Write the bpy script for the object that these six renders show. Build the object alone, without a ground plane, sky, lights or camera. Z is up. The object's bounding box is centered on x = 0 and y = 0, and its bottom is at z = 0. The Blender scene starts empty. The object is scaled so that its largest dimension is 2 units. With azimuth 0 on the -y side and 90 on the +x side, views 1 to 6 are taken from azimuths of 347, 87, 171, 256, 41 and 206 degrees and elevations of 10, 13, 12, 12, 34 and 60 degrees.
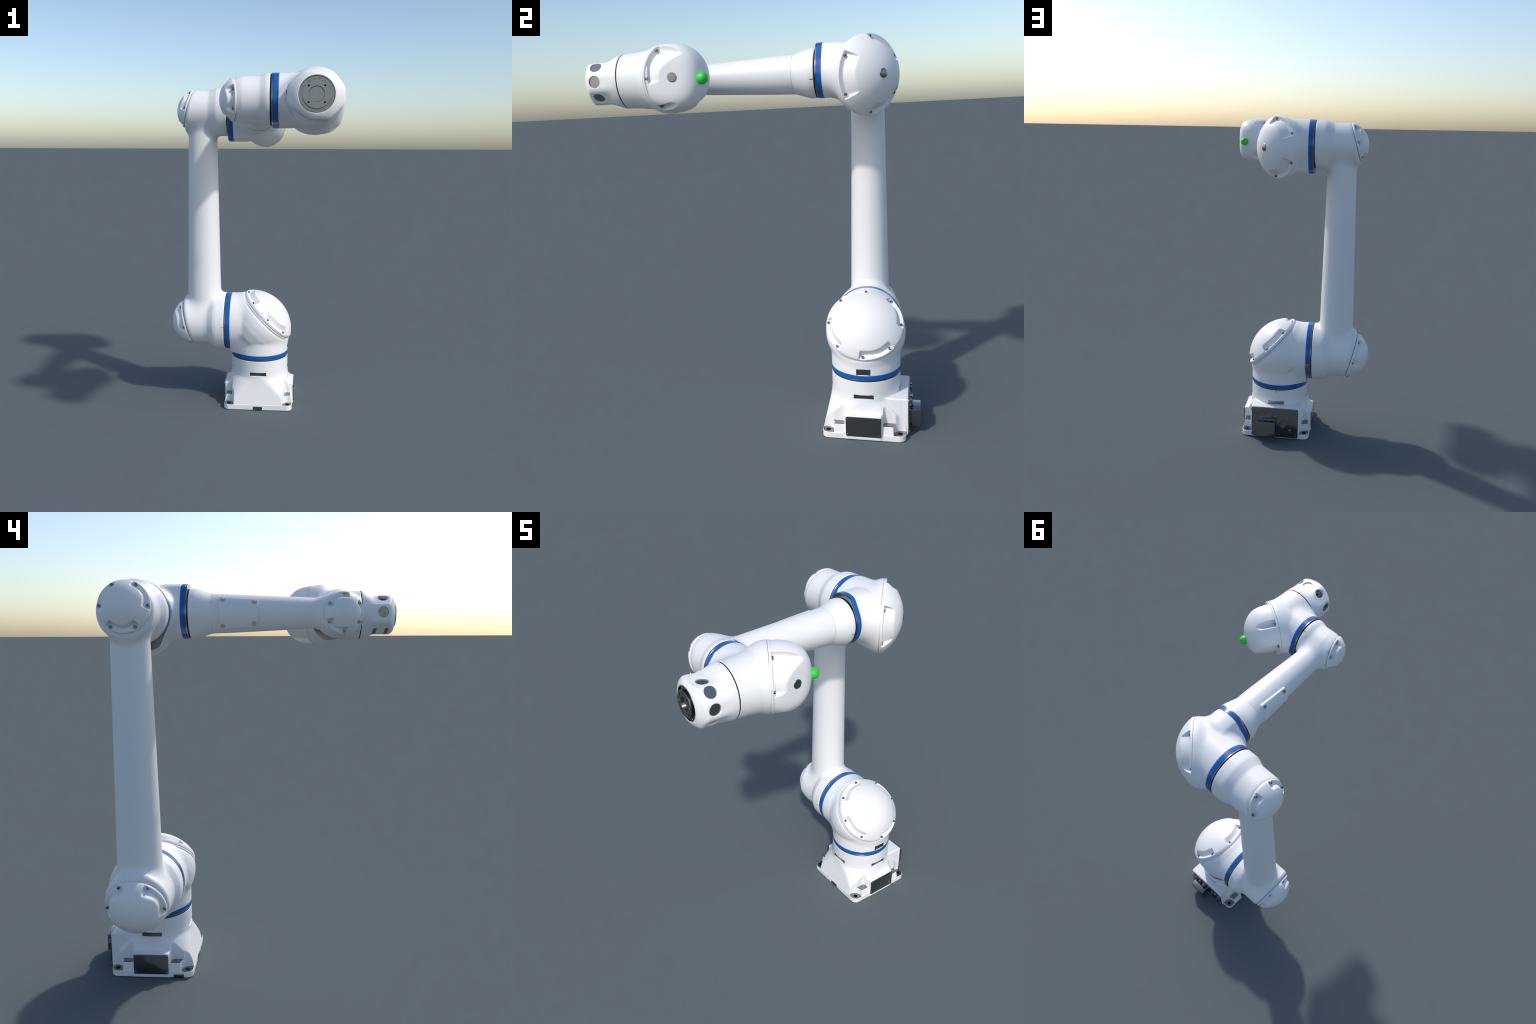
# Six-axis collaborative robot arm: white housings, blue joint rings, bare-metal fittings.
# Every housing is described as an implicit solid (tubes, rims, spherical caps, pockets blended
# with fillets) and turned into a mesh by a small surface-nets mesher; fittings are lathed/boxed.
import bpy, bmesh, math
import numpy as np
from mathutils import Matrix, Vector

# ------------------------------------------------------------------ frame
YAW = math.radians(-17.1)            # the whole arm is turned about the base axis
BASE_AT = (0.1462, 0.517, 0.0)
J2Z, J3Z = 0.519, 1.834              # shoulder axis height, elbow / forearm axis height
WX, WY = 0.307, -0.941               # tool axis x, wrist (5th joint) axis y
S2 = math.sqrt(0.5)

# ------------------------------------------------------------------ materials
def principled(name, color, rough=0.4, metal=0.0, coat=0.0, grain=0.0, spec=0.5, rvar=0.0):
    m = bpy.data.materials.new(name)
    m.use_nodes = True
    nt = m.node_tree
    b = nt.nodes["Principled BSDF"]
    b.inputs["Base Color"].default_value = (*color, 1)
    b.inputs["Roughness"].default_value = rough
    b.inputs["Metallic"].default_value = metal
    b.inputs["Coat Weight"].default_value = coat
    b.inputs["Specular IOR Level"].default_value = spec
    if grain or rvar:
        tc = nt.nodes.new("ShaderNodeTexCoord")
        no = nt.nodes.new("ShaderNodeTexNoise")
        no.inputs["Scale"].default_value = 60.0
        no.inputs["Detail"].default_value = 3.0
        nt.links.new(tc.outputs["Object"], no.inputs["Vector"])
        if grain:
            mx = nt.nodes.new("ShaderNodeMix"); mx.data_type = 'RGBA'
            mx.inputs[6].default_value = (*[c * (1 - grain) for c in color], 1)
            mx.inputs[7].default_value = (*[min(1, c * (1 + grain)) for c in color], 1)
            nt.links.new(no.outputs["Fac"], mx.inputs[0])
            nt.links.new(mx.outputs[2], b.inputs["Base Color"])
        if rvar:
            mr = nt.nodes.new("ShaderNodeMapRange")
            mr.inputs[3].default_value = rough - rvar
            mr.inputs[4].default_value = rough + rvar
            nt.links.new(no.outputs["Fac"], mr.inputs[0])
            nt.links.new(mr.outputs[0], b.inputs["Roughness"])
    return m

WHITE = principled("white_paint", (0.80, 0.80, 0.80), 0.45, grain=0.006)
BLUE = principled("blue_band", (0.005, 0.105, 0.405), 0.22)
METAL = principled("bare_metal", (0.275, 0.275, 0.275), 0.16, metal=1.0, rvar=0.015)
SATIN = principled("satin_metal", (0.29, 0.29, 0.29), 0.25, metal=1.0, rvar=0.02)
SEAL = principled("grey_seal", (0.27, 0.27, 0.27), 0.28, metal=1.0)
BLACK = principled("matte_black", (0.004, 0.004, 0.0045), 0.7, spec=0.15)
GREEN = principled("green_lamp", (0.03, 0.60, 0.045), 0.4)

# ------------------------------------------------------------------ implicit helpers
def smin(a, b, k):
    h = np.maximum(k - np.abs(a - b), 0.0) / k
    return np.minimum(a, b) - h * h * k * 0.25

def smax(a, b, k):
    return -smin(-a, -b, k)

def unit(*v):
    L = np.sqrt(sum(q * q for q in v)) + 1e-6
    return [q / L for q in v]

def dot(p, q):
    return sum(a * b for a, b in zip(p, q))

def weld(a, na, b, nb, k):
    """Filleted union that fades out where both surfaces run parallel, so nothing swells."""
    kk = np.maximum(k * np.clip(1 - dot(na, nb), 0, 1), 0.0015)
    h = np.maximum(kk - np.abs(a - b), 0.0) / kk
    w = np.clip(0.5 + 0.5 * (b - a) / 0.04, 0, 1); w = w * w * (3 - 2 * w)
    return np.minimum(a, b) - h * h * kk * 0.25, unit(*[p * w + q * (1 - w) for p, q in zip(na, nb)])

def surface_nets(f, lo, hi, h):
    lo = np.array(lo, np.float64); hi = np.array(hi, np.float64)
    n = np.ceil((hi - lo) / h).astype(int) + 2
    ax = [(lo[i] - h * 0.5 + h * np.arange(n[i])).astype(np.float32) for i in range(3)]
    V = f(ax[0][:, None, None], ax[1][None, :, None], ax[2][None, None, :])
    V = np.broadcast_to(V, tuple(n)).astype(np.float32)
    # anything still solid at the border of the box is closed off there
    V = V.copy()
    for a in range(3):
        sl = [slice(None)] * 3
        for e in (0, -1):
            sl[a] = e
            V[tuple(sl)] = np.maximum(V[tuple(sl)], h * 0.3)
    ins = V < 0
    cnt = np.zeros(tuple(n - 1), np.int8)
    for dx in (0, 1):
        for dy in (0, 1):
            for dz in (0, 1):
                cnt += ins[dx:n[0] - 1 + dx, dy:n[1] - 1 + dy, dz:n[2] - 1 + dz]
    act = (cnt > 0) & (cnt < 8)
    I = np.argwhere(act)
    idx = np.full(tuple(n - 1), -1, np.int64)
    idx[act] = np.arange(len(I))
    acc = np.zeros((len(I), 3)); num = np.zeros(len(I))
    for a in range(3):
        o1, o2 = [b for b in range(3) if b != a]
        for s in (0, 1):
            for t in (0, 1):
                c0 = I.copy(); c0[:, o1] += s; c0[:, o2] += t
                c1 = c0.copy(); c1[:, a] += 1
                v0 = V[c0[:, 0], c0[:, 1], c0[:, 2]]; v1 = V[c1[:, 0], c1[:, 1], c1[:, 2]]
                m = (v0 < 0) != (v1 < 0)
                tt = v0[m] / (v0[m] - v1[m])
                q = c0[m].astype(float); q[:, a] += tt
                acc[m] += q; num[m] += 1
    P = lo - h * 0.5 + h * (acc / num[:, None])
    F = []
    for a in range(3):
        o1, o2 = (a + 1) % 3, (a + 2) % 3
        sl0 = [slice(1, -1)] * 3; sl1 = [slice(1, -1)] * 3
        sl0[a] = slice(0, -1); sl1[a] = slice(1, None)
        i0 = ins[tuple(sl0)]; i1 = ins[tuple(sl1)]
        E_ = np.argwhere(i0 != i1)
        if not len(E_):
            continue
        out = i0[E_[:, 0], E_[:, 1], E_[:, 2]]
        B = E_.copy(); B[:, o1] += 1; B[:, o2] += 1
        q = []
        for s, t in ((-1, -1), (0, -1), (0, 0), (-1, 0)):
            c = B.copy(); c[:, o1] += s; c[:, o2] += t
            q.append(idx[c[:, 0], c[:, 1], c[:, 2]])
        q = np.stack(q, 1)
        q[~out] = q[~out][:, ::-1]
        F.append(q)
    F = np.concatenate(F)
    def g(Q, e):
        r = np.zeros_like(Q)
        for a in range(3):
            d = np.zeros(3); d[a] = e
            A = Q + d; Bq = Q - d
            r[:, a] = f(A[:, 0], A[:, 1], A[:, 2]) - f(Bq[:, 0], Bq[:, 1], Bq[:, 2])
        return r / (2 * e)
    for it in range(3):
        v = f(P[:, 0], P[:, 1], P[:, 2]); gr = g(P, h * 0.15)
        st = -(v / np.maximum((gr ** 2).sum(1), 0.05))[:, None] * gr
        ln = np.linalg.norm(st, axis=1, keepdims=True)
        st *= np.minimum(1.0, 0.45 * h / np.maximum(ln, 1e-9))
        P = P + st * 0.9
    P[:, 2] = np.maximum(P[:, 2], 0.0)
    N = g(P, h * 0.35)
    N /= np.maximum(np.linalg.norm(N, axis=1, keepdims=True), 1e-9)
    return P, F, N

def mesh_from(name, P, F, N=None, mat=None):
    me = bpy.data.meshes.new(name)
    me.vertices.add(len(P)); me.vertices.foreach_set("co", np.asarray(P, np.float32).ravel())
    me.loops.add(F.size); me.loops.foreach_set("vertex_index", F.astype(np.int32).ravel())
    me.polygons.add(len(F))
    me.polygons.foreach_set("loop_start", np.arange(0, F.size, 4, dtype=np.int32))
    me.update(calc_edges=True); me.validate()
    me.polygons.foreach_set("use_smooth", np.ones(len(me.polygons), bool))
    if N is not None and len(N) == len(me.vertices):
        me.normals_split_custom_set_from_vertices([tuple(v) for v in N])
    if mat:
        me.materials.append(mat)
    return me

ROOT = None
def add(name, me, parent, kind=None):
    o = bpy.data.objects.new(name, me)
    bpy.context.scene.collection.objects.link(o)
    o.parent = parent
    if kind:
        o["kind"] = kind
    return o

def solid(name, f, lo, hi, h, parent, mat=WHITE):
    P, F, N = surface_nets(f, lo, hi, h)
    return add(name, mesh_from(name, P, F, N, mat), parent)

# ------------------------------------------------------------------ cross-section with a cable bump
def bump_profile(R, Rb, centre, half):
    """Polar radius table: circle R, plus a raised arc Rb joined to it by tangent lines."""
    th = np.radians(np.arange(-180, 181, 0.5))
    d = np.abs(th)
    r = np.full_like(th, R)
    h = math.radians(half)
    tang = math.acos(R / Rb)                      # tangent point beyond the arc's corner
    band = (d > h) & (d < h + tang)
    r[band] = R / np.cos(h + tang - d[band])
    r[d <= h] = Rb
    k = np.exp(-0.5 * (np.arange(-16, 17) / 6.0) ** 2); k /= k.sum()
    r = np.convolve(np.concatenate([r[-17:-1], r, r[1:17]]), k, 'valid')
    c = math.radians(centre)
    def fn(ang):
        a = np.mod(ang - c + math.pi, 2 * math.pi) - math.pi
        return np.interp(a, th, r)
    return fn

BUMP3 = bump_profile(0.1460, 0.1787, -90, 30)     # in (y, z)
BUMP4 = bump_profile(0.1190, 0.1400, 90, 26)      # in (x, z)
BUMP5 = bump_profile(0.1195, 0.1400, -40, 26)     # in (y, z)
def circle(R):
    return lambda a: np.full_like(np.asarray(a, float), R)

# ------------------------------------------------------------------ lathed / extruded fittings
def frame(n, up=(0, 0, 1)):
    n = Vector(n).normalized(); up = Vector(up)
    u = up.cross(n)
    if u.length < 1e-4:
        u = Vector((1, 0, 0))
    u.normalize(); v = n.cross(u)
    return u, v, n

def stack_mesh(name, c, n, up, sections, mat, seg=128):
    """Closed solid through polar sections [(height, scale_or_fn)] along axis n at c."""
    u, v, n = frame(n, up); c = Vector(c)
    ang = np.linspace(0, 2 * math.pi, seg, endpoint=False)
    bm = bmesh.new(); rings = []
    for a, fn in sections:
        r = fn(ang) if callable(fn) else np.full(seg, fn)
        rings.append([bm.verts.new(c + n * a + u * (math.cos(t) * q) + v * (math.sin(t) * q)) for t, q in zip(ang, r)])
    for A, B in zip(rings, rings[1:]):
        for i in range(seg):
            j = (i + 1) % seg
            bm.faces.new((A[i], A[j], B[j], B[i])).smooth = True
    bm.faces.new(list(reversed(rings[0]))); bm.faces.new(rings[-1])
    me = bpy.data.meshes.new(name)
    bm.normal_update(); bm.to_mesh(me); bm.free()
    me.materials.append(mat)
    me.set_sharp_from_angle(angle=math.radians(35))
    return me

def offs(fn, d):
    return (lambda a: fn(a) - d)

def ring(name, c, n, up, fn, a0, a1, parent, mat, bevel=0.0012):
    sec = [(a0, offs(fn, bevel)), (a0 + bevel, fn), (a1 - bevel, fn), (a1, offs(fn, bevel))]
    return add(name, stack_mesh(name, c, n, up, sec, mat, 180), parent)

def box(name, lo, hi, parent, mat, bev=0.0015, rnd=None, axis=None):
    """Box with chamfered edges; the four edges along `axis` may get their own radius."""
    bm = bmesh.new()
    bmesh.ops.create_cube(bm, size=1.0)
    lo = Vector(lo); hi = Vector(hi)
    for v in bm.verts:
        v.co = Vector([lo[i] + (v.co[i] + 0.5) * (hi[i] - lo[i]) for i in range(3)])
    if rnd:
        ed = [e for e in bm.edges if abs((e.verts[0].co - e.verts[1].co)[axis]) > 1e-6]
        bmesh.ops.bevel(bm, geom=ed, offset=rnd, segments=6, profile=0.5, affect='EDGES')
    if bev:
        ed = [e for e in bm.edges if len(e.link_faces) == 2 and e.calc_face_angle() > 0.6]
        bmesh.ops.bevel(bm, geom=ed, offset=bev, segments=2, profile=0.5, affect='EDGES')
    me = bpy.data.meshes.new(name)
    bm.to_mesh(me); bm.free()
    me.materials.append(mat)
    me.polygons.foreach_set("use_smooth", np.ones(len(me.polygons), bool))
    me.set_sharp_from_angle(angle=math.radians(30))
    return add(name, me, parent)

def screw_mesh(R, H):
    """Socket-head screw: lathed head with a hexagonal socket, axis +z, seat at z = 0."""
    bm = bmesh.new(); seg = 24
    def loop(r, z, k=seg, off=0.0):
        return [bm.verts.new((r * math.cos(2 * math.pi * i / k + off), r * math.sin(2 * math.pi * i / k + off), z)) for i in range(k)]
    def hexr(z):
        out = []
        for i in range(seg):
            a = 2 * math.pi * i / seg
            q = (a + math.pi / 6) % (math.pi / 3) - math.pi / 6
            r = R * 0.46 / math.cos(q)
            out.append(bm.verts.new((r * math.cos(a), r * math.sin(a), z)))
        return out
    L = [loop(R, -0.004), loop(R, H * 0.82), loop(R * 0.9, H), hexr(H), hexr(H * 0.45)]
    for A, B in zip(L, L[1:]):
        for i in range(seg):
            j = (i + 1) % seg
            bm.faces.new((A[i], A[j], B[j], B[i])).smooth = True
    bm.faces.new(L[-1]); bm.faces.new(list(reversed(L[0])))
    me = bpy.data.meshes.new("screw")
    bm.normal_update(); bm.to_mesh(me); bm.free()
    me.materials.append(METAL)
    me.set_sharp_from_angle(angle=math.radians(30))
    return me

SCREW = screw_mesh(0.0074, 0.0075)
SCREW_SMALL = screw_mesh(0.0052, 0.0050)

def put_screw(p, n, parent, me=None, spin=0.0):
    o = bpy.data.objects.new("screw", me or SCREW)
    bpy.context.scene.collection.objects.link(o)
    o.parent = parent
    u, v, n = frame(n, (0.0, 0.0, 1.0) if abs(n[2]) < 0.9 else (0, 1, 0))
    M = Matrix((u, v, n)).transposed().to_4x4()
    M = Matrix.Translation(Vector(p)) @ M @ Matrix.Rotation(spin, 4, 'Z')
    o.matrix_local = M
    return o

# ------------------------------------------------------------------ screwed-on spherical caps
def cap(name, c, n, up, R, a_rim0, a_rim1, apex, ledge, rs, angles, pairs, wall, parent,
        h=0.0024, draft=0.35, reach=14.0, bulge=0.006):
    """Spherical cover on a rim disc; sector pockets round pairs of screws reach the ledge."""
    c = np.array(c, float); u, v, n3 = frame(n, up)
    u = np.array(u); v = np.array(v); nn = np.array(n3)
    sag = apex - a_rim1
    Rs = (R * R + sag * sag) / (2 * sag)
    ca = apex - Rs
    def f(x, y, z):
        dx, dy, dz = x - c[0], y - c[1], z - c[2]
        a = dx * nn[0] + dy * nn[1] + dz * nn[2]
        p = dx * u[0] + dy * u[1] + dz * u[2]
        q = dx * v[0] + dy * v[1] + dz * v[2]
        r = np.sqrt(p * p + q * q); th = np.arctan2(q, p)
        d = np.sqrt(r * r + (a - ca) ** 2) - Rs
        d = smax(d, r - R, 0.006)
        d = smax(d, a_rim0 - a, 0.003)
        for t0, t1 in pairs:
            mid = math.radians((t0 + t1) / 2); half = math.radians((t1 - t0) / 2 + reach)
            w = np.abs(np.mod(th - mid + math.pi, 2 * math.pi) - math.pi)
            ang = (w - half) * rs
            w0 = wall + bulge * np.cos(np.clip(w / half * 1.15, 0, 1) * math.pi / 2) ** 2
            rad = (w0 - draft * (a - ledge) - r)
            pk = smax(smax(rad, ang, 0.011), ledge - a, 0.003)
            d = smax(d, -pk, 0.0028)
        return d
    e = R + 0.006
    ext = np.array([e * math.sqrt(max(0, 1 - nn[i] ** 2)) for i in range(3)])
    p0 = c + nn * (a_rim0 - 0.004); p1 = c + nn * (apex + 0.004)
    o = solid(name, f, np.minimum(p0, p1) - ext, np.maximum(p0, p1) + ext, h, parent)
    for i, t in enumerate(angles):
        tt = math.radians(t)
        put_screw(c + nn * ledge + rs * (math.cos(tt) * u + math.sin(tt) * v), nn, parent, spin=i * 0.7)
    return o

# ------------------------------------------------------------------ root
ROOT = bpy.data.objects.new("robot_arm", None)
bpy.context.scene.collection.objects.link(ROOT)
ROOT.location = BASE_AT
ROOT.rotation_euler = (0, 0, YAW)
ROOT["label"] = "white six-axis collaborative robot arm with blue joint rings"
ROOT["category"] = "robot arm"

# ================================================================== BASE
HOLE = 0.1835
def base_sdf(x, y, z):
    ax_, ay_ = np.abs(x), np.abs(y)
    # foot plate
    q = 0.2125; r0 = 0.034
    px = np.maximum(ax_ - (q - r0), 0); py = np.maximum(ay_ - (q - r0), 0)
    plate = np.maximum(np.sqrt(px * px + py * py) - r0, np.abs(z - 0.0155) - 0.0155)
    # flared body: rounded square at the foot turning into the round neck
    t = np.clip((z - 0.031) / 0.165, 0, 1)
    hs = 0.2115 - 0.2000 * np.clip(z - 0.031, 0, 0.180)
    rr = 0.034 + (0.175 - 0.034) * t ** 1.15
    rr = np.minimum(rr, hs - 0.0005)
    px = np.maximum(ax_ - (hs - rr), 0); py = np.maximum(ay_ - (hs - rr), 0)
    body = (np.sqrt(px * px + py * py) - rr) * 0.97
    body = np.maximum(body, np.maximum(z - 0.211, 0.004 - z))
    rn = np.sqrt(x * x + y * y)
    neck = np.maximum(rn - 0.180, np.maximum(z - 0.3035, 0.06 - z))
    d = smin(body, neck, 0.010)
    d = np.maximum(d, z - 0.3035)
    # side bosses carrying the cover plates
    bs = smax(smax(ax_ - 0.2190, ay_ - 0.0915, 0.012), smax(z - 0.1320 - 0.10 * (0.2190 - ax_), 0.003 - z, 0.004), 0.006)
    d = smin(d, bs, 0.012)
    # rear connector block
    bk = smax(smax(ax_ - 0.1490, y - 0.2235, 0.006), smax(z - 0.2075, 0.006 - z, 0.004), 0.008)
    bk = np.maximum(bk, -y)
    d = smin(d, bk, 0.008)
    # bolt access pockets at the four corners
    cx, cy = HOLE + 0.011, HOLE + 0.011
    rc = np.sqrt((ax_ - cx) ** 2 + (ay_ - cy) ** 2)
    cut = np.maximum(rc - 0.0445, 0.031 - z)
    rr2 = 0.016
    kx = np.maximum(0.1645 + rr2 - ax_, 0); ky = np.maximum(0.0985 + rr2 - ay_, 0)
    step = np.maximum(np.sqrt(kx * kx + ky * ky) - rr2, ay_ - 0.30)
    step = np.maximum(step, 0.0775 - z)
    d = smax(d, -cut, 0.004)
    d = smax(d, -step, 0.004)
    d = smin(d, plate, 0.003)
    # bolt holes
    rh = np.sqrt((ax_ - HOLE) ** 2 + (ay_ - HOLE) ** 2)
    d = np.maximum(d, -np.maximum(rh - 0.0135, 0.012 - z))
    # flat-bottomed slots in the neck, on all four sides
    sl = np.maximum(np.maximum(0.1722 - ax_, ay_ - 0.0515), np.abs(z - 0.2195) - 0.0113)
    d = np.maximum(d, -sl)
    sl = np.maximum(np.maximum(0.1722 - ay_, ax_ - 0.0515), np.abs(z - 0.2195) - 0.0113)
    d = np.maximum(d, -sl)
    return d

base = solid("base", base_sdf, (-0.224, -0.216, 0.0), (0.224, 0.228, 0.306), 0.0026, ROOT)

def pad_mesh(name, outline, z0, z1, mat):
    bm = bmesh.new()
    lo = [bm.verts.new((x, y, z0)) for x, y in outline]
    hi = [bm.verts.new((x, y, z1)) for x, y in outline]
    k = len(outline)
    bm.faces.new(hi); bm.faces.new(list(reversed(lo)))
    for i in range(k):
        bm.faces.new((lo[i], lo[(i + 1) % k], hi[(i + 1) % k], hi[i]))
    bmesh.ops.recalc_face_normals(bm, faces=bm.faces)
    me = bpy.data.meshes.new(name); bm.to_mesh(me); bm.free()
    me.materials.append(mat)
    return me

# machined faces: lens-shaped bolt seat (plate corner cut by the counterbore) and the upper step
def arc(cx, cy, r, a0, a1, n):
    return [(cx + r * math.cos(math.radians(a0 + (a1 - a0) * i / n)), cy + r * math.sin(math.radians(a0 + (a1 - a0) * i / n))) for i in range(n + 1)]

def seat_outline(sx, sy):
    q, r0, cc, rc = 0.2105, 0.032, HOLE + 0.011, 0.0435
    pts = arc(q - r0, q - r0, r0, 0, 90, 8)
    dx = math.sqrt(rc ** 2 - (q - cc) ** 2)
    a0 = math.degrees(math.atan2(q - cc, -dx)); a1 = math.degrees(math.atan2(-dx, q - cc)) + 360
    pts = pts + arc(cc, cc, rc, a0, a1, 20)
    return [(sx * x, sy * y) for x, y in pts]

def step_outline(sx, sy):
    pts = [(0.2020, 0.0995)] + arc(0.1655 + 0.015, 0.0995 + 0.015, 0.015, 270, 180, 6)
    cc, rc = HOLE + 0.011, 0.0455
    y0 = cc - math.sqrt(rc ** 2 - (0.1655 - cc) ** 2)
    a0 = math.degrees(math.atan2(y0 - cc, 0.1655 - cc)); a1 = math.degrees(math.atan2(-math.sqrt(rc ** 2 - (0.2020 - cc) ** 2), 0.2020 - cc))
    a0 %= 360; a1 %= 360
    pts += arc(cc, cc, rc, a0, a1, 8)
    return [(sx * x, sy * y) for x, y in pts]

for sx in (1, -1):
    for sy in (1, -1):
        add("bolt_seat", pad_mesh("bolt_seat", seat_outline(sx, sy), 0.0295, 0.0322, METAL), base)
        add("machined_step", pad_mesh("machined_step", step_outline(sx, sy), 0.076, 0.0786, METAL), base)
        add("bolt_hole_disc", stack_mesh("bolt_hole_disc", (sx * HOLE, sy * HOLE, 0), (0, 0, 1), (0, 1, 0),
                                    [(0.020, 0.0126), (0.0334, 0.0126)], BLACK, 32), base)  # black plug added in each bolt hole to make it look dark and deep

for s in (1, -1):
    lo, hi = sorted((s * 0.2180, s * 0.2228))
    box("cover_plate", (lo, -0.0895, 0.0215), (hi, 0.0905, 0.1295), base, METAL, 0.001, 0.007, 0)
    for y in (-0.080, 0.081):
        for z in (0.031, 0.120):
            put_screw((s * 0.2228, y, z), (s, 0, 0), base, SCREW_SMALL, y * 30)
    # dark inserts seen through the neck slots
    lo, hi = sorted((s * 0.150, s * 0.1728))
    box("slot_insert", (lo, -0.0510, 0.2085), (hi, 0.0510, 0.2303), base, METAL, 0)
    box("slot_insert", (-0.0510, lo, 0.2085), (0.0510, hi, 0.2303), base, METAL, 0)
box("notch_box", (-0.0285, -0.2140, 0.0), (0.0285, -0.20, 0.0225), base, METAL, 0.001, 0.004, 1)  # dark boxes, slightly proud, standing in for the notches in the foot
box("notch_box", (-0.2140, -0.1670, 0.0), (-0.20, -0.1135, 0.0190), base, METAL, 0.001, 0.004, 0)

# rear connector panel: plate, terminal box, glands and screws
box("connector_panel", (-0.1475, 0.2230, 0.0120), (0.1475, 0.2285, 0.2055), base, METAL, 0.001, 0.010, 1)
box("connector_box", (-0.0100, 0.2280, 0.0390), (0.1055, 0.2845, 0.1305), base, METAL, 0.0008)
for x, z in ((0.1342, 0.194), (-0.0290, 0.1965), (-0.1330, 0.192), (0.1350, 0.027), (-0.1332, 0.028), (-0.0305, 0.0247),
             (0.1157, 0.137), (-0.0126, 0.137), (-0.0128, 0.030)):
    put_screw((x, 0.2285, z), (0, 1, 0), base, SCREW_SMALL, x * 40)
def gland(x, z, R, L, hexed=False):
    sec = [(0.0, R), (L - 0.0006, R), (L, R - 0.0006)]
    add("connector", stack_mesh("connector", (x, 0.2283, z), (0, 1, 0), (0, 0, 1), sec, METAL, 6 if hexed else 40), base)
gland(0.0610, 0.1640, 0.0120, 0.012)
gland(0.0155, 0.1660, 0.0165, 0.016)
gland(-0.0515, 0.0975, 0.0200, 0.007, True)
gland(0.0993, 0.1822, 0.0070, 0.010)
gland(0.1137, 0.1620, 0.0065, 0.010)
gland(-0.0999, 0.1822, 0.0085, 0.011)
gland(-0.0969, 0.0570, 0.0095, 0.008)
gland(-0.1270, 0.1490, 0.0140, 0.009)

# ================================================================== SHOULDER
N2 = np.array((S2, 0, S2)); C2 = np.array((0.0, 0, J2Z)) + 0.0025 * np.array((S2, 0, -S2))
def rim_solid(a, r, R, a0, a1, slope):
    return smax(r - R + slope * np.maximum(a1 - a, 0), smax(a - a1, a0 - a, 0.004), 0.004)

BARREL = [(-0.20, 0.150), (-0.125, 0.177), (-0.085, 0.1905), (-0.045, 0.2030), (0.0, 0.2068), (0.030, 0.2040), (0.060, 0.1975), (0.2, 0.197)]
def lathe(x, pts, s=None):
    xs = np.array([p[0] for p in pts]); rs = np.array([p[1] for p in pts])
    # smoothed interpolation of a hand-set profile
    X = np.linspace(xs.min(), xs.max(), 400); R = np.interp(X, xs, rs)
    w = s or 10
    k = np.hanning(2 * w + 3)[1:-1]; k /= k.sum()
    R = np.convolve(np.concatenate([np.full(w, R[0]), R, np.full(w, R[-1])]), k, 'valid')
    return np.interp(x, X, R)

def shoulder_sdf(x, y, z):
    zz = z - J2Z; one = 0 * x + 0 * y + 0 * z
    r1 = np.sqrt(x * x + y * y); r2 = np.sqrt(y * y + zz * zz)
    t1 = np.maximum(r1 - 0.180, np.maximum(0.336 - z, zz - 0.03)) + one
    t2 = np.maximum(r2 - 0.180, np.maximum(-0.181 - x, x - 0.03)) + one
    n1 = unit(x + one, y + one, one); n2 = unit(one, y + one, zz + one)
    dx, dz = x - C2[0], z - C2[2]
    a = (dx + dz) * S2; b = (dx - dz) * S2
    r = np.sqrt(b * b + y * y)
    n3 = unit(b * S2, y + one, -b * S2)
    cone = smax(r - lathe(a, BARREL, 20), smax(a - 0.058, -0.125 - a, 0.004), 0.03)
    d, nd = weld(t1, n1, t2, n2, 0.11)
    d, nd = weld(d, nd, cone, n3, 0.10)
    d = smin(d, rim_solid(a, r, 0.199, 0.048, 0.060, 0.0), 0.003)
    d = smax(d, a - 0.060, 0.003)
    d = smax(d, np.maximum(0.336 - z, -0.181 - x), 0.004)
    # recessed name-plate field above the ring
    lab = np.maximum(np.maximum(0.1757 - x, np.abs(y) - 0.0367), np.abs(z - 0.3560) - 0.0158)
    return np.maximum(d, -lab)

shoulder = solid("shoulder", shoulder_sdf, (-0.184, -0.215, 0.333), (0.205, 0.215, 0.735), 0.003, ROOT)
cap("dome_cover", C2, N2, (0, 1, 0), 0.1985, 0.0612, 0.0800, 0.1785, 0.0788, 0.1855,
    [i * 45 for i in range(8)], [(0, 45), (90, 135), (180, 225), (270, 315)], 0.1700, shoulder, h=0.0021, draft=0.15, reach=5.5, bulge=0.003)
ring("joint_band", (0, 0, 0), (0, 0, 1), (0, 1, 0), circle(0.1805), 0.3142, 0.3366, shoulder, BLUE)
ring("joint_seal", (0, 0, 0), (0, 0, 1), (0, 1, 0), circle(0.1796), 0.3075, 0.3143, shoulder, SEAL)
ring("joint_gap_disc", (0, 0, 0), (0, 0, 1), (0, 1, 0), circle(0.1765), 0.2980, 0.3080, shoulder, BLACK)  # solid black disc standing in for the open gap, likewise at every joint
box("name_plate", (0.150, -0.0362, 0.3404), (0.1763, 0.0362, 0.3716), shoulder, METAL, 0)
box("zero_mark", (-0.0012, 0.1785, 0.2880), (0.0012, 0.1806, 0.3080), base, BLACK, 0)

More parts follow.
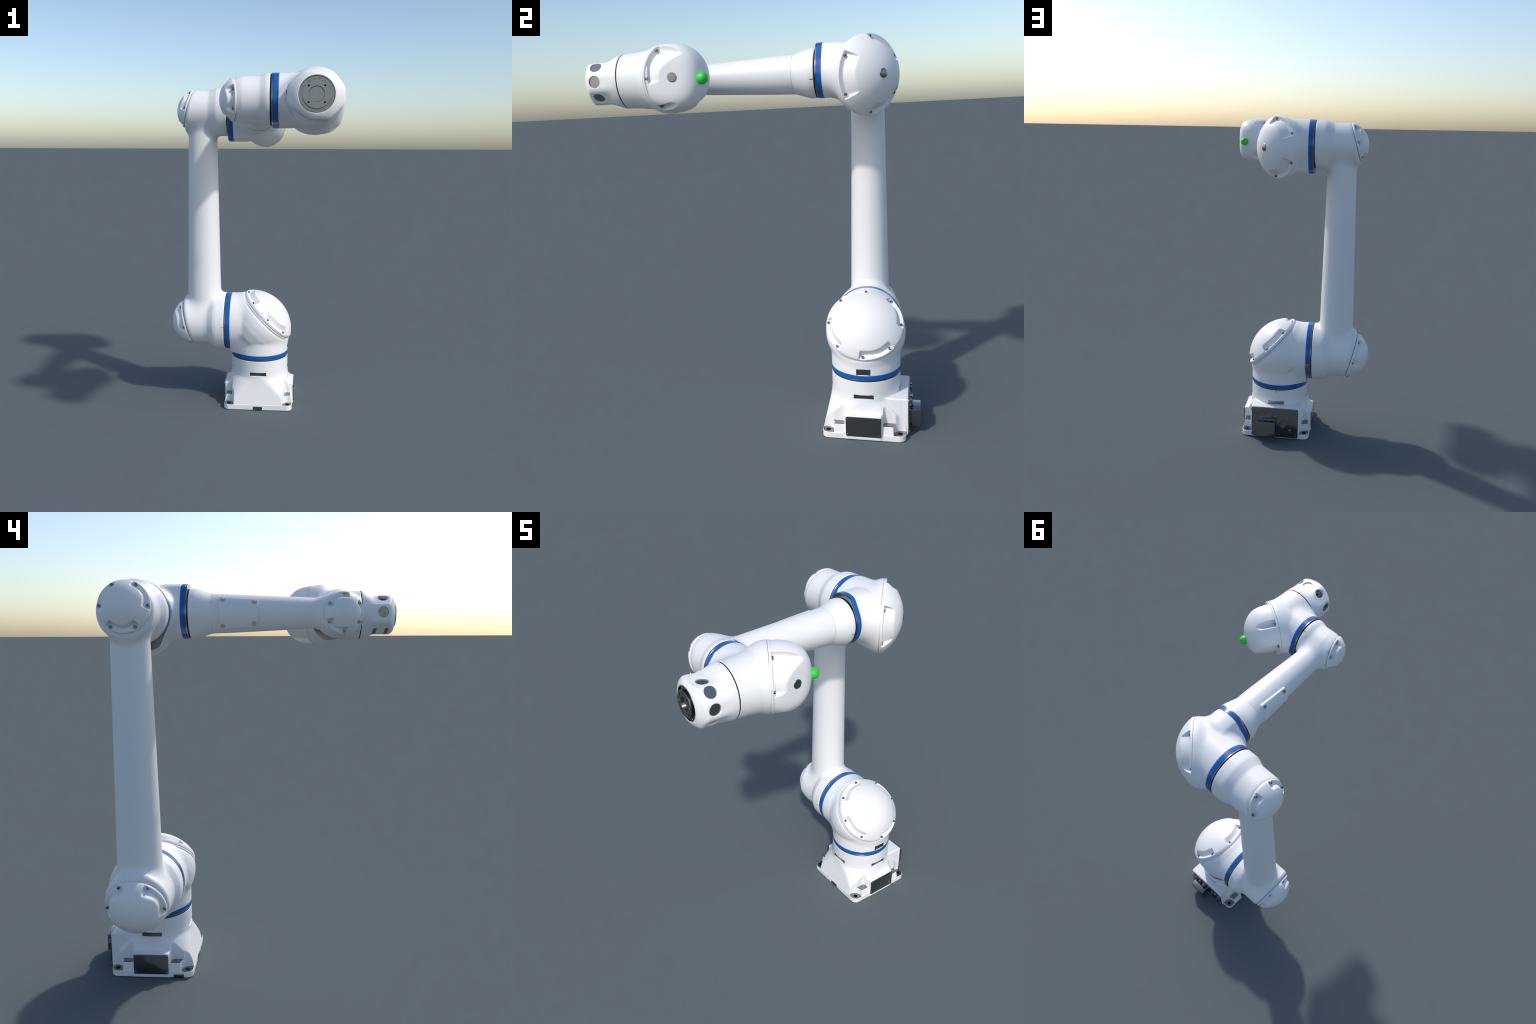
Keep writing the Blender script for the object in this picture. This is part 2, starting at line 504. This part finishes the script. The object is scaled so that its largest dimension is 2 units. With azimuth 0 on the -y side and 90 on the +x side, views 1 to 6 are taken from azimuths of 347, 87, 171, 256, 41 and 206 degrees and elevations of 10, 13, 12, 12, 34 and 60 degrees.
# second joint ring (axis x, faces the upper arm)
UPX = (0, 0, 1)
ring("joint_band", (0, 0, J2Z), (-1, 0, 0), UPX, circle(0.1803), 0.1805, 0.2042, shoulder, BLUE)
ring("joint_seal", (0, 0, J2Z), (-1, 0, 0), UPX, circle(0.1797), 0.2040, 0.2125, shoulder, SEAL)
ring("joint_gap_disc", (0, 0, J2Z), (-1, 0, 0), UPX, circle(0.1765), 0.2120, 0.2190, shoulder, BLACK)
box("ring_clamp", (-0.2046, 0.170, 0.4500), (-0.1800, 0.1812, 0.4920), shoulder, SEAL, 0.001)
for z in (0.461, 0.481):
    add("clamp_dot", stack_mesh("clamp_dot", (-0.1925, 0.1805, z), (0, 1, 0), (0, 0, 1), [(0, 0.0022), (0.0012, 0.0022)], BLACK, 16), shoulder)  # black discs laid on the clamp in place of real holes
add("zero_mark", stack_mesh("zero_mark", (-0.2165, -0.1795, 0.519), (-1, 0, 0), (0, 0, 1), [(0.0, 0.0013), (0.016, 0.0013)], BLACK, 8), shoulder)

# ================================================================== UPPER ARM
TA = math.radians(15.5); CT, ST = math.cos(TA), math.sin(TA)
CAPL = np.array((-0.468, 0, 0.503)); NL = np.array((-CT, 0, -ST))
CAPE = np.array((-0.4478, 0, 1.8522)); NE = np.array((-CT, 0, ST))
TUBE_X = -0.357
LOW = [(-0.56, 0.1515), (-0.350, 0.1515), (-0.325, 0.1545), (-0.288, 0.1765), (-0.270, 0.180), (-0.20, 0.180)]
HIGH = [(-0.54, 0.1264), (-0.315, 0.1264), (-0.305, 0.1275), (-0.262, 0.1445), (-0.250, 0.146), (-0.18, 0.146)]
def upper_arm_sdf(x, y, z):
    r1 = np.sqrt(y * y + (z - J2Z) ** 2) - lathe(x, LOW)
    a1 = (x - CAPL[0]) * NL[0] + (z - CAPL[2]) * NL[2]
    pl = (x - CAPL[0]) * (-ST) + (z - CAPL[2]) * CT
    rim1 = np.sqrt(pl ** 2 + y * y) - 0.1425
    low = smax(smax(r1, x + 0.2160, 0.006), a1 + 0.0125, 0.004)
    low = smax(low, rim1 - 1.2 * np.maximum(-0.0125 - a1, 0) - 0.001, 0.02)
    r2 = np.sqrt(y * y + (z - J3Z) ** 2) - lathe(x, HIGH)
    a2 = (x - CAPE[0]) * NE[0] + (z - CAPE[2]) * NE[2]
    pe = (x - CAPE[0]) * ST + (z - CAPE[2]) * CT
    rim2 = np.sqrt(pe ** 2 + y * y) - 0.1165
    high = smax(smax(r2, x + 0.1980, 0.006), a2 + 0.0115, 0.004)
    high = smax(high, rim2 - 1.2 * np.maximum(-0.0115 - a2, 0) - 0.001, 0.02)
    rt = 0.1058 - 0.0180 * (z - 0.68)
    tube = np.sqrt((x - TUBE_X) ** 2 + y * y) - rt
    tube = np.maximum(tube, np.maximum(J2Z - z, z - J3Z))
    d = smin(low, tube, 0.036)
    d = smin(d, high, 0.032)
    d = smax(d, np.maximum(a1 + 0.0125, a2 + 0.0115), 0.004)
    return d

upper_arm = solid("upper_arm", upper_arm_sdf, (-0.53, -0.186, 0.33), (-0.19, 0.186, 1.99), 0.0034, ROOT)
hexa = [0, 60, 120, 180, 240, 300]
# screw angles are measured from u (= up x n) in the cap plane
cap("lower_cover", CAPL, NL, (0, 0, 1), 0.1420, -0.0126, 0.0, 0.0965, 0.0010, 0.1335,
    hexa, [(0, 60), (120, 180), (240, 300)], 0.1170, upper_arm, h=0.0019, draft=0.12, reach=9, bulge=0.008)
cap("elbow_cover", CAPE, NE, (0, 0, 1), 0.1160, -0.0116, -0.0010, 0.0620, 0.0, 0.1040,
    hexa, [(0, 60), (120, 180), (240, 300)], 0.0890, upper_arm, h=0.0018, draft=0.15, reach=9, bulge=0.006)

# ================================================================== ELBOW
C3 = np.array((0, 0, 1.811)); N3 = np.array((S2, S2, 0))
def fade(t, t0, t1):
    q = np.clip((t1 - t) / (t1 - t0), 0, 1)
    return q * q * (3 - 2 * q)

def tube_fade(y, z, fn, R, w):
    """Tube whose cable bump dies away along its length (w goes from 1 to 0)."""
    return np.sqrt(y * y + z * z) - (R + (fn(np.arctan2(z, y)) - R) * w)

ELBOW_BARREL = [(-0.2, 0.10), (-0.07, 0.140), (-0.02, 0.166), (0.010, 0.1815), (0.028, 0.1872), (0.0415, 0.1880), (0.1, 0.188)]
def elbow_sdf(x, y, z):
    zz = z - J3Z; one = 0 * x + 0 * y + 0 * z
    tx = np.maximum(tube_fade(y, zz, BUMP3, 0.146, fade(x, -0.085, -0.005)), x - 0.03) + one
    ty = np.maximum(tube_fade(x, zz, BUMP4, 0.119, fade(y, -0.110, 0.010)), y - 0.03) + one
    n1 = unit(one, y + one, zz + one); n2 = unit(x + one, one, zz + one)
    a = (x + y) * S2; b = (x - y) * S2; zc = z - C3[2]
    r = np.sqrt(b * b + zc ** 2)
    n3 = unit(b * S2 - 0.5 * r * S2, -b * S2 - 0.5 * r * S2, zc + one)
    cone = smax(r - lathe(a, ELBOW_BARREL, 16), smax(a - 0.0415, -0.07 - a, 0.003), 0.003)
    d, nd = weld(tx, n1, ty, n2, 0.08)
    d, nd = weld(d, nd, cone, n3, 0.09)
    return smax(d, np.maximum(-0.1607 - x, -0.1815 - y), 0.004)

elbow = solid("elbow", elbow_sdf, (-0.165, -0.186, 1.615), (0.175, 0.175, 2.006), 0.003, ROOT)
cap("dome_cover", C3, N3, (0, 0, 1), 0.1878, 0.0425, 0.0555, 0.1520, 0.0560, 0.1725,
    [30 + 60 * i for i in range(6)], [(150, 210), (30, 90), (270, 330)], 0.1600, elbow, h=0.0021, draft=0.5, reach=6, bulge=0.001)
def button(c, n, R, hgt, parent, crown):
    sec = [(-0.006, R), (hgt - 0.0012, R), (hgt, R - 0.0012)]
    for i in range(1, 9):
        t = i / 9 * math.pi / 2
        sec.append((hgt + crown * math.sin(t), max((R - 0.0012) * math.cos(t), 0.0004)))
    add("button", stack_mesh("button", c, n, (0, 0, 1), sec, SATIN, 48), parent)
button(C3 + N3 * 0.1500, N3, 0.0225, 0.002, elbow, 0.0040)

ring("joint_band", (0, 0, J3Z), (-1, 0, 0), UPX, lambda a: BUMP3(math.pi - a) + 0.0004, 0.1603, 0.1852, elbow, BLUE)
ring("joint_seal", (0, 0, J3Z), (-1, 0, 0), UPX, lambda a: BUMP3(math.pi - a) - 0.0004, 0.1850, 0.1935, elbow, SEAL)
ring("joint_gap_disc", (0, 0, J3Z), (-1, 0, 0), UPX, circle(0.1425), 0.1930, 0.2010, elbow, BLACK)
ring("joint_band", (0, 0, J3Z), (0, -1, 0), UPX, lambda a: BUMP4(a) + 0.0004, 0.1812, 0.2042, elbow, BLUE)
ring("joint_seal", (0, 0, J3Z), (0, -1, 0), UPX, lambda a: BUMP4(a) - 0.0004, 0.2040, 0.2127, elbow, SEAL)
ring("joint_gap_disc", (0, 0, J3Z), (0, -1, 0), UPX, circle(0.1155), 0.2122, 0.2205, elbow, BLACK)

# ================================================================== FOREARM
FORE = [(-1.0, 0.0650), (-0.82, 0.0722), (-0.43, 0.0910), (-0.328, 0.0945), (-0.318, 0.0960), (-0.275, 0.1100), (-0.246, 0.1180), (-0.20, 0.1189)]
FOREX = [(-1.0, 0.0045), (-0.40, 0.0045), (-0.33, 0.0030), (-0.26, 0.0), (-0.2, 0.0)]
WR = [(-0.2, 0.0970), (-0.085, 0.0970), (-0.066, 0.0985), (-0.045, 0.1030), (-0.020, 0.1070), (0.045, 0.1070), (0.060, 0.1085), (0.083, 0.1170), (0.092, 0.1187), (0.13, 0.1187)]
CAPW = np.array((-0.077, -0.9565, J3Z)); NW = np.array((-CT, -ST, 0))
def forearm_sdf(x, y, z):
    zz = z - J3Z
    tb = np.sqrt((x - lathe(y, FOREX, 20)) ** 2 + zz ** 2) - lathe(y, FORE, 6)
    tb = smax(tb, np.maximum(y + 0.2175, WY - y), 0.006)
    a = (x - CAPW[0]) * NW[0] + (y - CAPW[1]) * NW[1]
    w = np.sqrt((y - WY) ** 2 + zz ** 2) - lathe(x, WR, 6)
    w = smax(w, x - 0.1055, 0.003)
    pe = (x - CAPW[0]) * (-ST) + (y - CAPW[1]) * CT
    rim = np.sqrt(pe ** 2 + zz ** 2) - 0.0985
    w = smax(w, a + 0.0095, 0.003)
    w = smax(w, rim - 1.2 * np.maximum(-0.0095 - a, 0), 0.02)
    d = smin(tb, w, 0.045)
    return smax(d, np.maximum(a + 0.0095, np.minimum(x - 0.1055, -0.7 - y)), 0.004)

forearm = solid("forearm", forearm_sdf, (-0.13, -1.065, 1.705), (0.124, -0.213, 1.96), 0.0028, ROOT)
cap("wrist_cover", CAPW, NW, (0, 0, 1), 0.0980, -0.0096, -0.0010, 0.0550, 0.0, 0.0855,
    [30 + 60 * i for i in range(6)], [(-30, 30), (90, 150), (210, 270)], 0.0710, forearm, h=0.0017, draft=0.15, reach=11, bulge=0.005)

SEAM = principled("seam_line", (0.42, 0.42, 0.43), 0.6)
ring("seam_ring", (0.0031, 0, J3Z), (0, -1, 0), UPX, circle(0.0950), 0.3274, 0.3288, forearm, SEAM, 0.0002)  # thin grey ring added to draw the seam, no groove is cut
def panel_sdf(x, y, z):
    zz = z - J3Z
    cxx = lathe(y, FOREX, 20); R = lathe(y, FORE, 6)
    sh = np.sqrt((x - cxx) ** 2 + zz ** 2) - (R + 0.0080)
    d = np.maximum(sh, -(sh + 0.014))
    zl = 0.0760 - 0.075 * (-0.363 - y)
    d = smax(d, smax(np.abs(zz) - zl, np.abs(y + 0.4555) - 0.0925, 0.006), 0.0010)
    d = np.maximum(d, x)
    for yy, zc in ((-0.380, 0.0635), (-0.531, 0.0520)):
        rc = np.sqrt((y - yy) ** 2 + (np.abs(zz) - zc) ** 2) - 0.0130
        xf = -0.0695
        d = smax(d, -np.maximum(rc, x - xf + 0.0 * y), 0.002)
    return d
solid("access_panel", panel_sdf, (-0.115, -0.552, 1.752), (-0.03, -0.359, 1.916), 0.0016, forearm)
for yy, zc in ((-0.3802, 0.0635), (-0.5310, 0.0520)):
    for s in (1, -1):
        put_screw((-0.0693, yy, J3Z + s * zc), (-1, 0, 0), forearm, spin=yy * 9 + s)
add("zero_mark", stack_mesh("zero_mark", (0.1146, -0.2050, 1.8030), (0, -1, 0), (0, 0, 1), [(0.0, 0.0012), (0.033, 0.0012)], BLACK, 8), forearm)
add("zero_mark", stack_mesh("zero_mark", (0.0895, WY + 0.0543, J3Z + 0.1055), (1, 0, 0), (0, 0, 1), [(0.0, 0.0012), (0.030, 0.0012)], BLACK, 8), forearm)

# ================================================================== WRIST
C5 = np.array((WX, WY, J3Z))
N5 = np.array((0.5, math.sqrt(3) / 2, 0)); T5 = np.array((-N5[1], N5[0], 0))
P5 = C5 + 0.0412 * T5                       # centre line of the tilted rear cover
UPX5 = (0, 0, 1)
def a5r(x, y, z):
    dx, dy, dz = x - P5[0], y - P5[1], z - P5[2]
    a = dx * N5[0] + dy * N5[1]
    t = dx * T5[0] + dy * T5[1]
    return a, t, dz
WRIST_TUBE = [(-1.2, 0.1237), (-1.050, 0.1237), (-1.000, 0.1268), (-0.950, 0.1325), (-0.910, 0.1360), (-0.8, 0.1370)]
WRIST_BARREL = [(-0.2, 0.08), (-0.05, 0.110), (0.0, 0.134), (0.025, 0.1480), (0.048, 0.1555), (0.0735, 0.1565), (0.2, 0.1565)]
def wrist_sdf(x, y, z):
    zz = z - J3Z; one = 0 * x + 0 * y + 0 * z
    X, Y = x - WX, y - WY
    tx = np.maximum(tube_fade(Y, zz, BUMP5, 0.1195, fade(X, -0.115, -0.030)), X - 0.03) + one
    ty = np.maximum(np.sqrt(X * X + zz * zz) - lathe(y, WRIST_TUBE, 12), Y - 0.03) + one
    n1 = unit(one, Y + one, zz + one); n2 = unit(X + one, one, zz + one)
    a, t, dz = a5r(x, y, z)
    r = np.sqrt(t * t + dz * dz)
    n3 = unit(t * T5[0] - 0.3 * r * N5[0], t * T5[1] - 0.3 * r * N5[1], dz + one)
    cone = smax(r - lathe(a, WRIST_BARREL, 16), smax(a - 0.0735, -0.05 - a, 0.003), 0.003)
    d, nd = weld(tx, n1, ty, n2, 0.08)
    d, nd = weld(d, nd, cone, n3, 0.06)
    return smax(d, np.maximum(0.1427 - x, -1.0672 - y), 0.003)
wrist = solid("wrist", wrist_sdf, (0.139, -1.072, 1.668), (0.455, -0.755, 2.0), 0.0028, ROOT)

def wrist_cover_sdf(x, y, z):
    a, t, dz = a5r(x, y, z)
    r = np.sqrt(t * t + dz * dz); th = np.arctan2(dz, t)
    b = np.maximum(a - 0.095, 0)
    e = ((r / 0.1532) ** 2.5 + (b / 0.1640) ** 2.5) ** (1 / 2.5)
    d = (e - 1) * 0.150
    # flattened flank round the push button
    fl = (x - WX - 0.1295) * math.cos(math.radians(8)) + (y - WY - 0.143) * math.sin(math.radians(8))
    d = smax(d, fl, 0.035)
    d = smin(d, smax(r - 0.1562, a - 0.0860, 0.003), 0.004)
    d = smax(d, 0.0745 - a, 0.003)
    led = 0.0868
    for t0, t1, wall, reach, dr in ((122, 180, 0.129, 9, 0.18), (-60, 0, 0.1345, 9, 0.12)):
        mid = math.radians((t0 + t1) / 2); half = math.radians((t1 - t0) / 2 + reach)
        w = np.abs(np.mod(th - mid + math.pi, 2 * math.pi) - math.pi)
        pk = smax(smax(wall - dr * (a - led) - r, (w - half) * 0.14, 0.016), led - a, 0.003)
        d = smax(d, -pk, 0.003)
    for t0 in (-122, 58):
        c0, s0 = math.cos(math.radians(t0)), math.sin(math.radians(t0))
        rc = np.sqrt((t - 0.152 * c0) ** 2 + (dz - 0.152 * s0) ** 2) - 0.0195
        d = smax(d, -np.maximum(rc, led - a), 0.004)
    return d
solid("rear_cover", wrist_cover_sdf, (0.15, -0.965, 1.672), (0.46, -0.66, 1.996), 0.0022, wrist)
for t0 in (180, 122, -122, 58, 0, -60):
    c0, s0 = math.cos(math.radians(t0)), math.sin(math.radians(t0))
    put_screw(P5 + N5 * 0.0868 + 0.1430 * (c0 * T5 + s0 * np.array((0, 0, 1))), N5, wrist, spin=t0)
button((WX + 0.1275, WY + 0.143, J3Z), (1, 0.10, 0), 0.0210, 0.005, wrist, 0.0002)
# signal lamp
LD = np.array((math.cos(math.radians(66)), math.sin(math.radians(66)), 0))
LC = C5 + np.array((0.066, 0.252, -0.0087))
sec = [(-0.03, 0.0268), (0.012, 0.0268)]
for i in range(1, 15):
    t = i / 15 * math.pi / 2
    sec.append((0.012 + 0.029 * math.sin(t) , max(0.0268 * math.cos(t) ** 0.8, 0.0005)))
add("signal_lamp", stack_mesh("signal_lamp", LC, LD, (0, 0, 1), sec, GREEN, 64), wrist)

ring("joint_band", (0, WY, J3Z), (-1, 0, 0), UPX, lambda a: BUMP5(math.pi - a) + 0.0004, -0.1430, -0.1195, wrist, BLUE)
ring("joint_seal", (0, WY, J3Z), (-1, 0, 0), UPX, lambda a: BUMP5(math.pi - a) - 0.0004, -0.1197, -0.1110, wrist, SEAL)
ring("joint_gap_disc", (0, WY, J3Z), (-1, 0, 0), UPX, circle(0.1155), -0.1115, -0.1030, wrist, BLACK)

# ================================================================== TOOL HEAD
FLATS = [(0, 0.1200), (38, 0.1140), (84, 0.0925), (128, 0.1090), (180, 0.1225), (-122, 0.0980), (-90, 0.1010), (-45, 0.1120)]
PORTS = [(0, 0.1200, 0.0), (38, 0.1140, -0.003), (84, 0.0925, -0.0175), (128, 0.1090, 0.001), (180, 0.1225, -0.011), (-45, 0.1120, 0.010), (-90, 0.1010, 0.004)]
PY, PR = -1.1790, 0.0268
def head_sdf(x, y, z):
    dx = x - WX; dz = z - J3Z
    r = np.sqrt(dx * dx + dz * dz)
    pr = None
    for ang, o in FLATS:
        c, s = math.cos(math.radians(ang)), math.sin(math.radians(ang))
        q = dx * c + dz * s - o
        pr = q if pr is None else smax(pr, q, 0.012)
    # round collar turning into the faceted prism
    t = np.clip((-1.074 - y) / 0.076, 0, 1); t = t * t * (3 - 2 * t)
    d = (r - 0.1236) * (1 - t) + pr * t
    front = smax(-1.2475 - y, r - 0.0805 - 1.35 * (y + 1.2475), 0.012)
    d = smax(d, front, 0.014)
    d = smax(d, y + 1.0710, 0.003)
    d = smax(d, -np.maximum(r - 0.0755, y + 1.226), 0.003)
    for ang, o, tv in PORTS:
        c, s = math.cos(math.radians(ang)), math.sin(math.radians(ang))
        w = dx * c + dz * s; tt = -dx * s + dz * c - tv
        rr = np.sqrt(tt * tt + (y - PY) ** 2) - PR
        d = smax(d, -np.maximum(rr, (o - (0.026 if ang == 128 else 0.009)) - w), 0.002)
    c, s = math.cos(math.radians(-122)), math.sin(math.radians(-122))
    w = dx * c + dz * s; tt = -dx * s + dz * c
    for yy in (-1.1444, -1.2065):
        q = smax(np.abs(y - yy) - 0.0103, np.abs(tt - 0.008) - 0.033, 0.006)
        d = smax(d, -np.maximum(q, 0.088 - w), 0.002)
    return d
head = solid("tool_head", head_sdf, (0.175, -1.256, 1.702), (0.438, -1.066, 1.965), 0.0024, ROOT)
HC = Vector((WX, 0, J3Z))
for ang, o, tv in PORTS:
    c, s = math.cos(math.radians(ang)), math.sin(math.radians(ang))
    nrm = Vector((c, 0, s)); tan = Vector((-s, 0, c))
    p = HC + tan * tv + Vector((0, PY, 0))
    dep = 0.0065 if ang != 128 else 0.0215
    add("port_cap", stack_mesh("port_cap", p + nrm * (o - 0.030), nrm, (0, 1, 0), [(0, PR - 0.0004), (0.030 - dep - 0.0006, PR - 0.0004), (0.030 - dep, PR - 0.0012)], SATIN, 56), head)
    if ang in (128, 180):
        spots = [(0.0, 0.0)] if ang == 128 else [(0.010, 0.002), (-0.013, -0.008)]
        for yy, tt in spots:
            k = 0.0065 if ang == 128 else 0.0052
            L = 0.0235 if ang == 128 else 0.011
            q = p + nrm * (o - dep) + tan * tt + Vector((0, -yy, 0))
            add("connector_pin", stack_mesh("connector_pin", q, nrm, (0, 1, 0),
                [(-0.002, k * 1.5), (0.003, k * 1.5), (0.003, k), (L * 0.6, k), (L * 0.62, k * 0.75), (L * 0.75, k * 0.75), (L * 0.77, k), (L - 0.001, k), (L, k * 0.8)], SATIN, 24), head)
c, s = math.cos(math.radians(-122)), math.sin(math.radians(-122))
for yy in (-1.1444, -1.2065):
    nrm = Vector((c, 0, s)); tan = Vector((-s, 0, c))
    o = box("slot_insert", (-0.034, -0.0112, -0.004), (0.034, 0.0112, 0.0), head, SATIN, 0)
    o.matrix_local = Matrix.Translation(HC + nrm * 0.0895 + tan * 0.008 + Vector((0, yy, 0))) @ Matrix((tan, Vector((0, 1, 0)), nrm)).transposed().to_4x4()
ring("joint_gap_disc", (WX, 0, J3Z), (0, -1, 0), UPX, circle(0.1224), 1.060, 1.0728, head, BLACK)
for z0 in (1,):
    add("zero_mark", stack_mesh("zero_mark", (WX, -1.049, J3Z + 0.1229), (0, -1, 0), (1, 0, 0), [(0.0, 0.0011), (0.034, 0.0011)], BLACK, 8), head)

# flange: outer bolt ring with a raised centre boss, bore, black discs for tapped holes, and dowel holes
def lathe_mesh(name, c, n, prof, mat, seg=128):
    u, v, n = frame(n, (0, 0, 1)); c = Vector(c)
    bm = bmesh.new(); L = []
    for r, a in prof:
        L.append([bm.verts.new(c + n * a + (u * math.cos(2 * math.pi * i / seg) + v * math.sin(2 * math.pi * i / seg)) * r) for i in range(seg)])
    for A, B in zip(L, L[1:]):
        for i in range(seg):
            j = (i + 1) % seg
            bm.faces.new((A[i], A[j], B[j], B[i])).smooth = True
    bm.faces.new(L[-1])
    bm.faces.new(list(reversed(L[0])))
    bm.normal_update()
    me = bpy.data.meshes.new(name); bm.to_mesh(me); bm.free()
    me.materials.append(mat); me.set_sharp_from_angle(angle=math.radians(30))
    return me
FC = (WX, 0.0085, J3Z)
prof = [(0.0745, 1.236), (0.0745, 1.2535), (0.0735, 1.2545), (0.0728, 1.2545), (0.0728, 1.2455), (0.0590, 1.2455), (0.0590, 1.2625), (0.0582, 1.2635),
        (0.0328, 1.2635), (0.0315, 1.2622), (0.0315, 1.2535)]
flange = add("tool_flange", lathe_mesh("tool_flange", FC, (0, -1, 0), prof, SATIN), head)
for k in range(4):
    t = math.radians(45 + 90 * k)
    add("tapped_hole_disc", stack_mesh("tapped_hole_disc", (WX + 0.0472 * math.cos(t), 0.0085, J3Z + 0.0472 * math.sin(t)), (0, -1, 0), (0, 0, 1),
                                  [(1.255, 0.0042), (1.2642, 0.0042)], BLACK, 24), head)  # black discs on the boss face, nothing is bored
for sx in (1, -1):
    add("dowel_hole", lathe_mesh("dowel_hole", (WX + sx * 0.0470, 0.0085, J3Z), (0, -1, 0), [(0.0052, 1.262), (0.0052, 1.2640), (0.0042, 1.2640), (0.0040, 1.2600)], SATIN, 24), head)
for t in (79.5, 100.5, 61, 119, 32, 148, -79.5, -100.5, -61, -119, -32, -148):
    q = math.radians(t)
    put_screw((WX + 0.0665 * math.cos(q), -1.2372, J3Z + 0.0665 * math.sin(q)), (0, -1, 0), head, SCREW_SMALL, t)

# number repeats the way Blender does and keep everything under the root
for o in bpy.context.scene.objects:
    o.hide_render = False
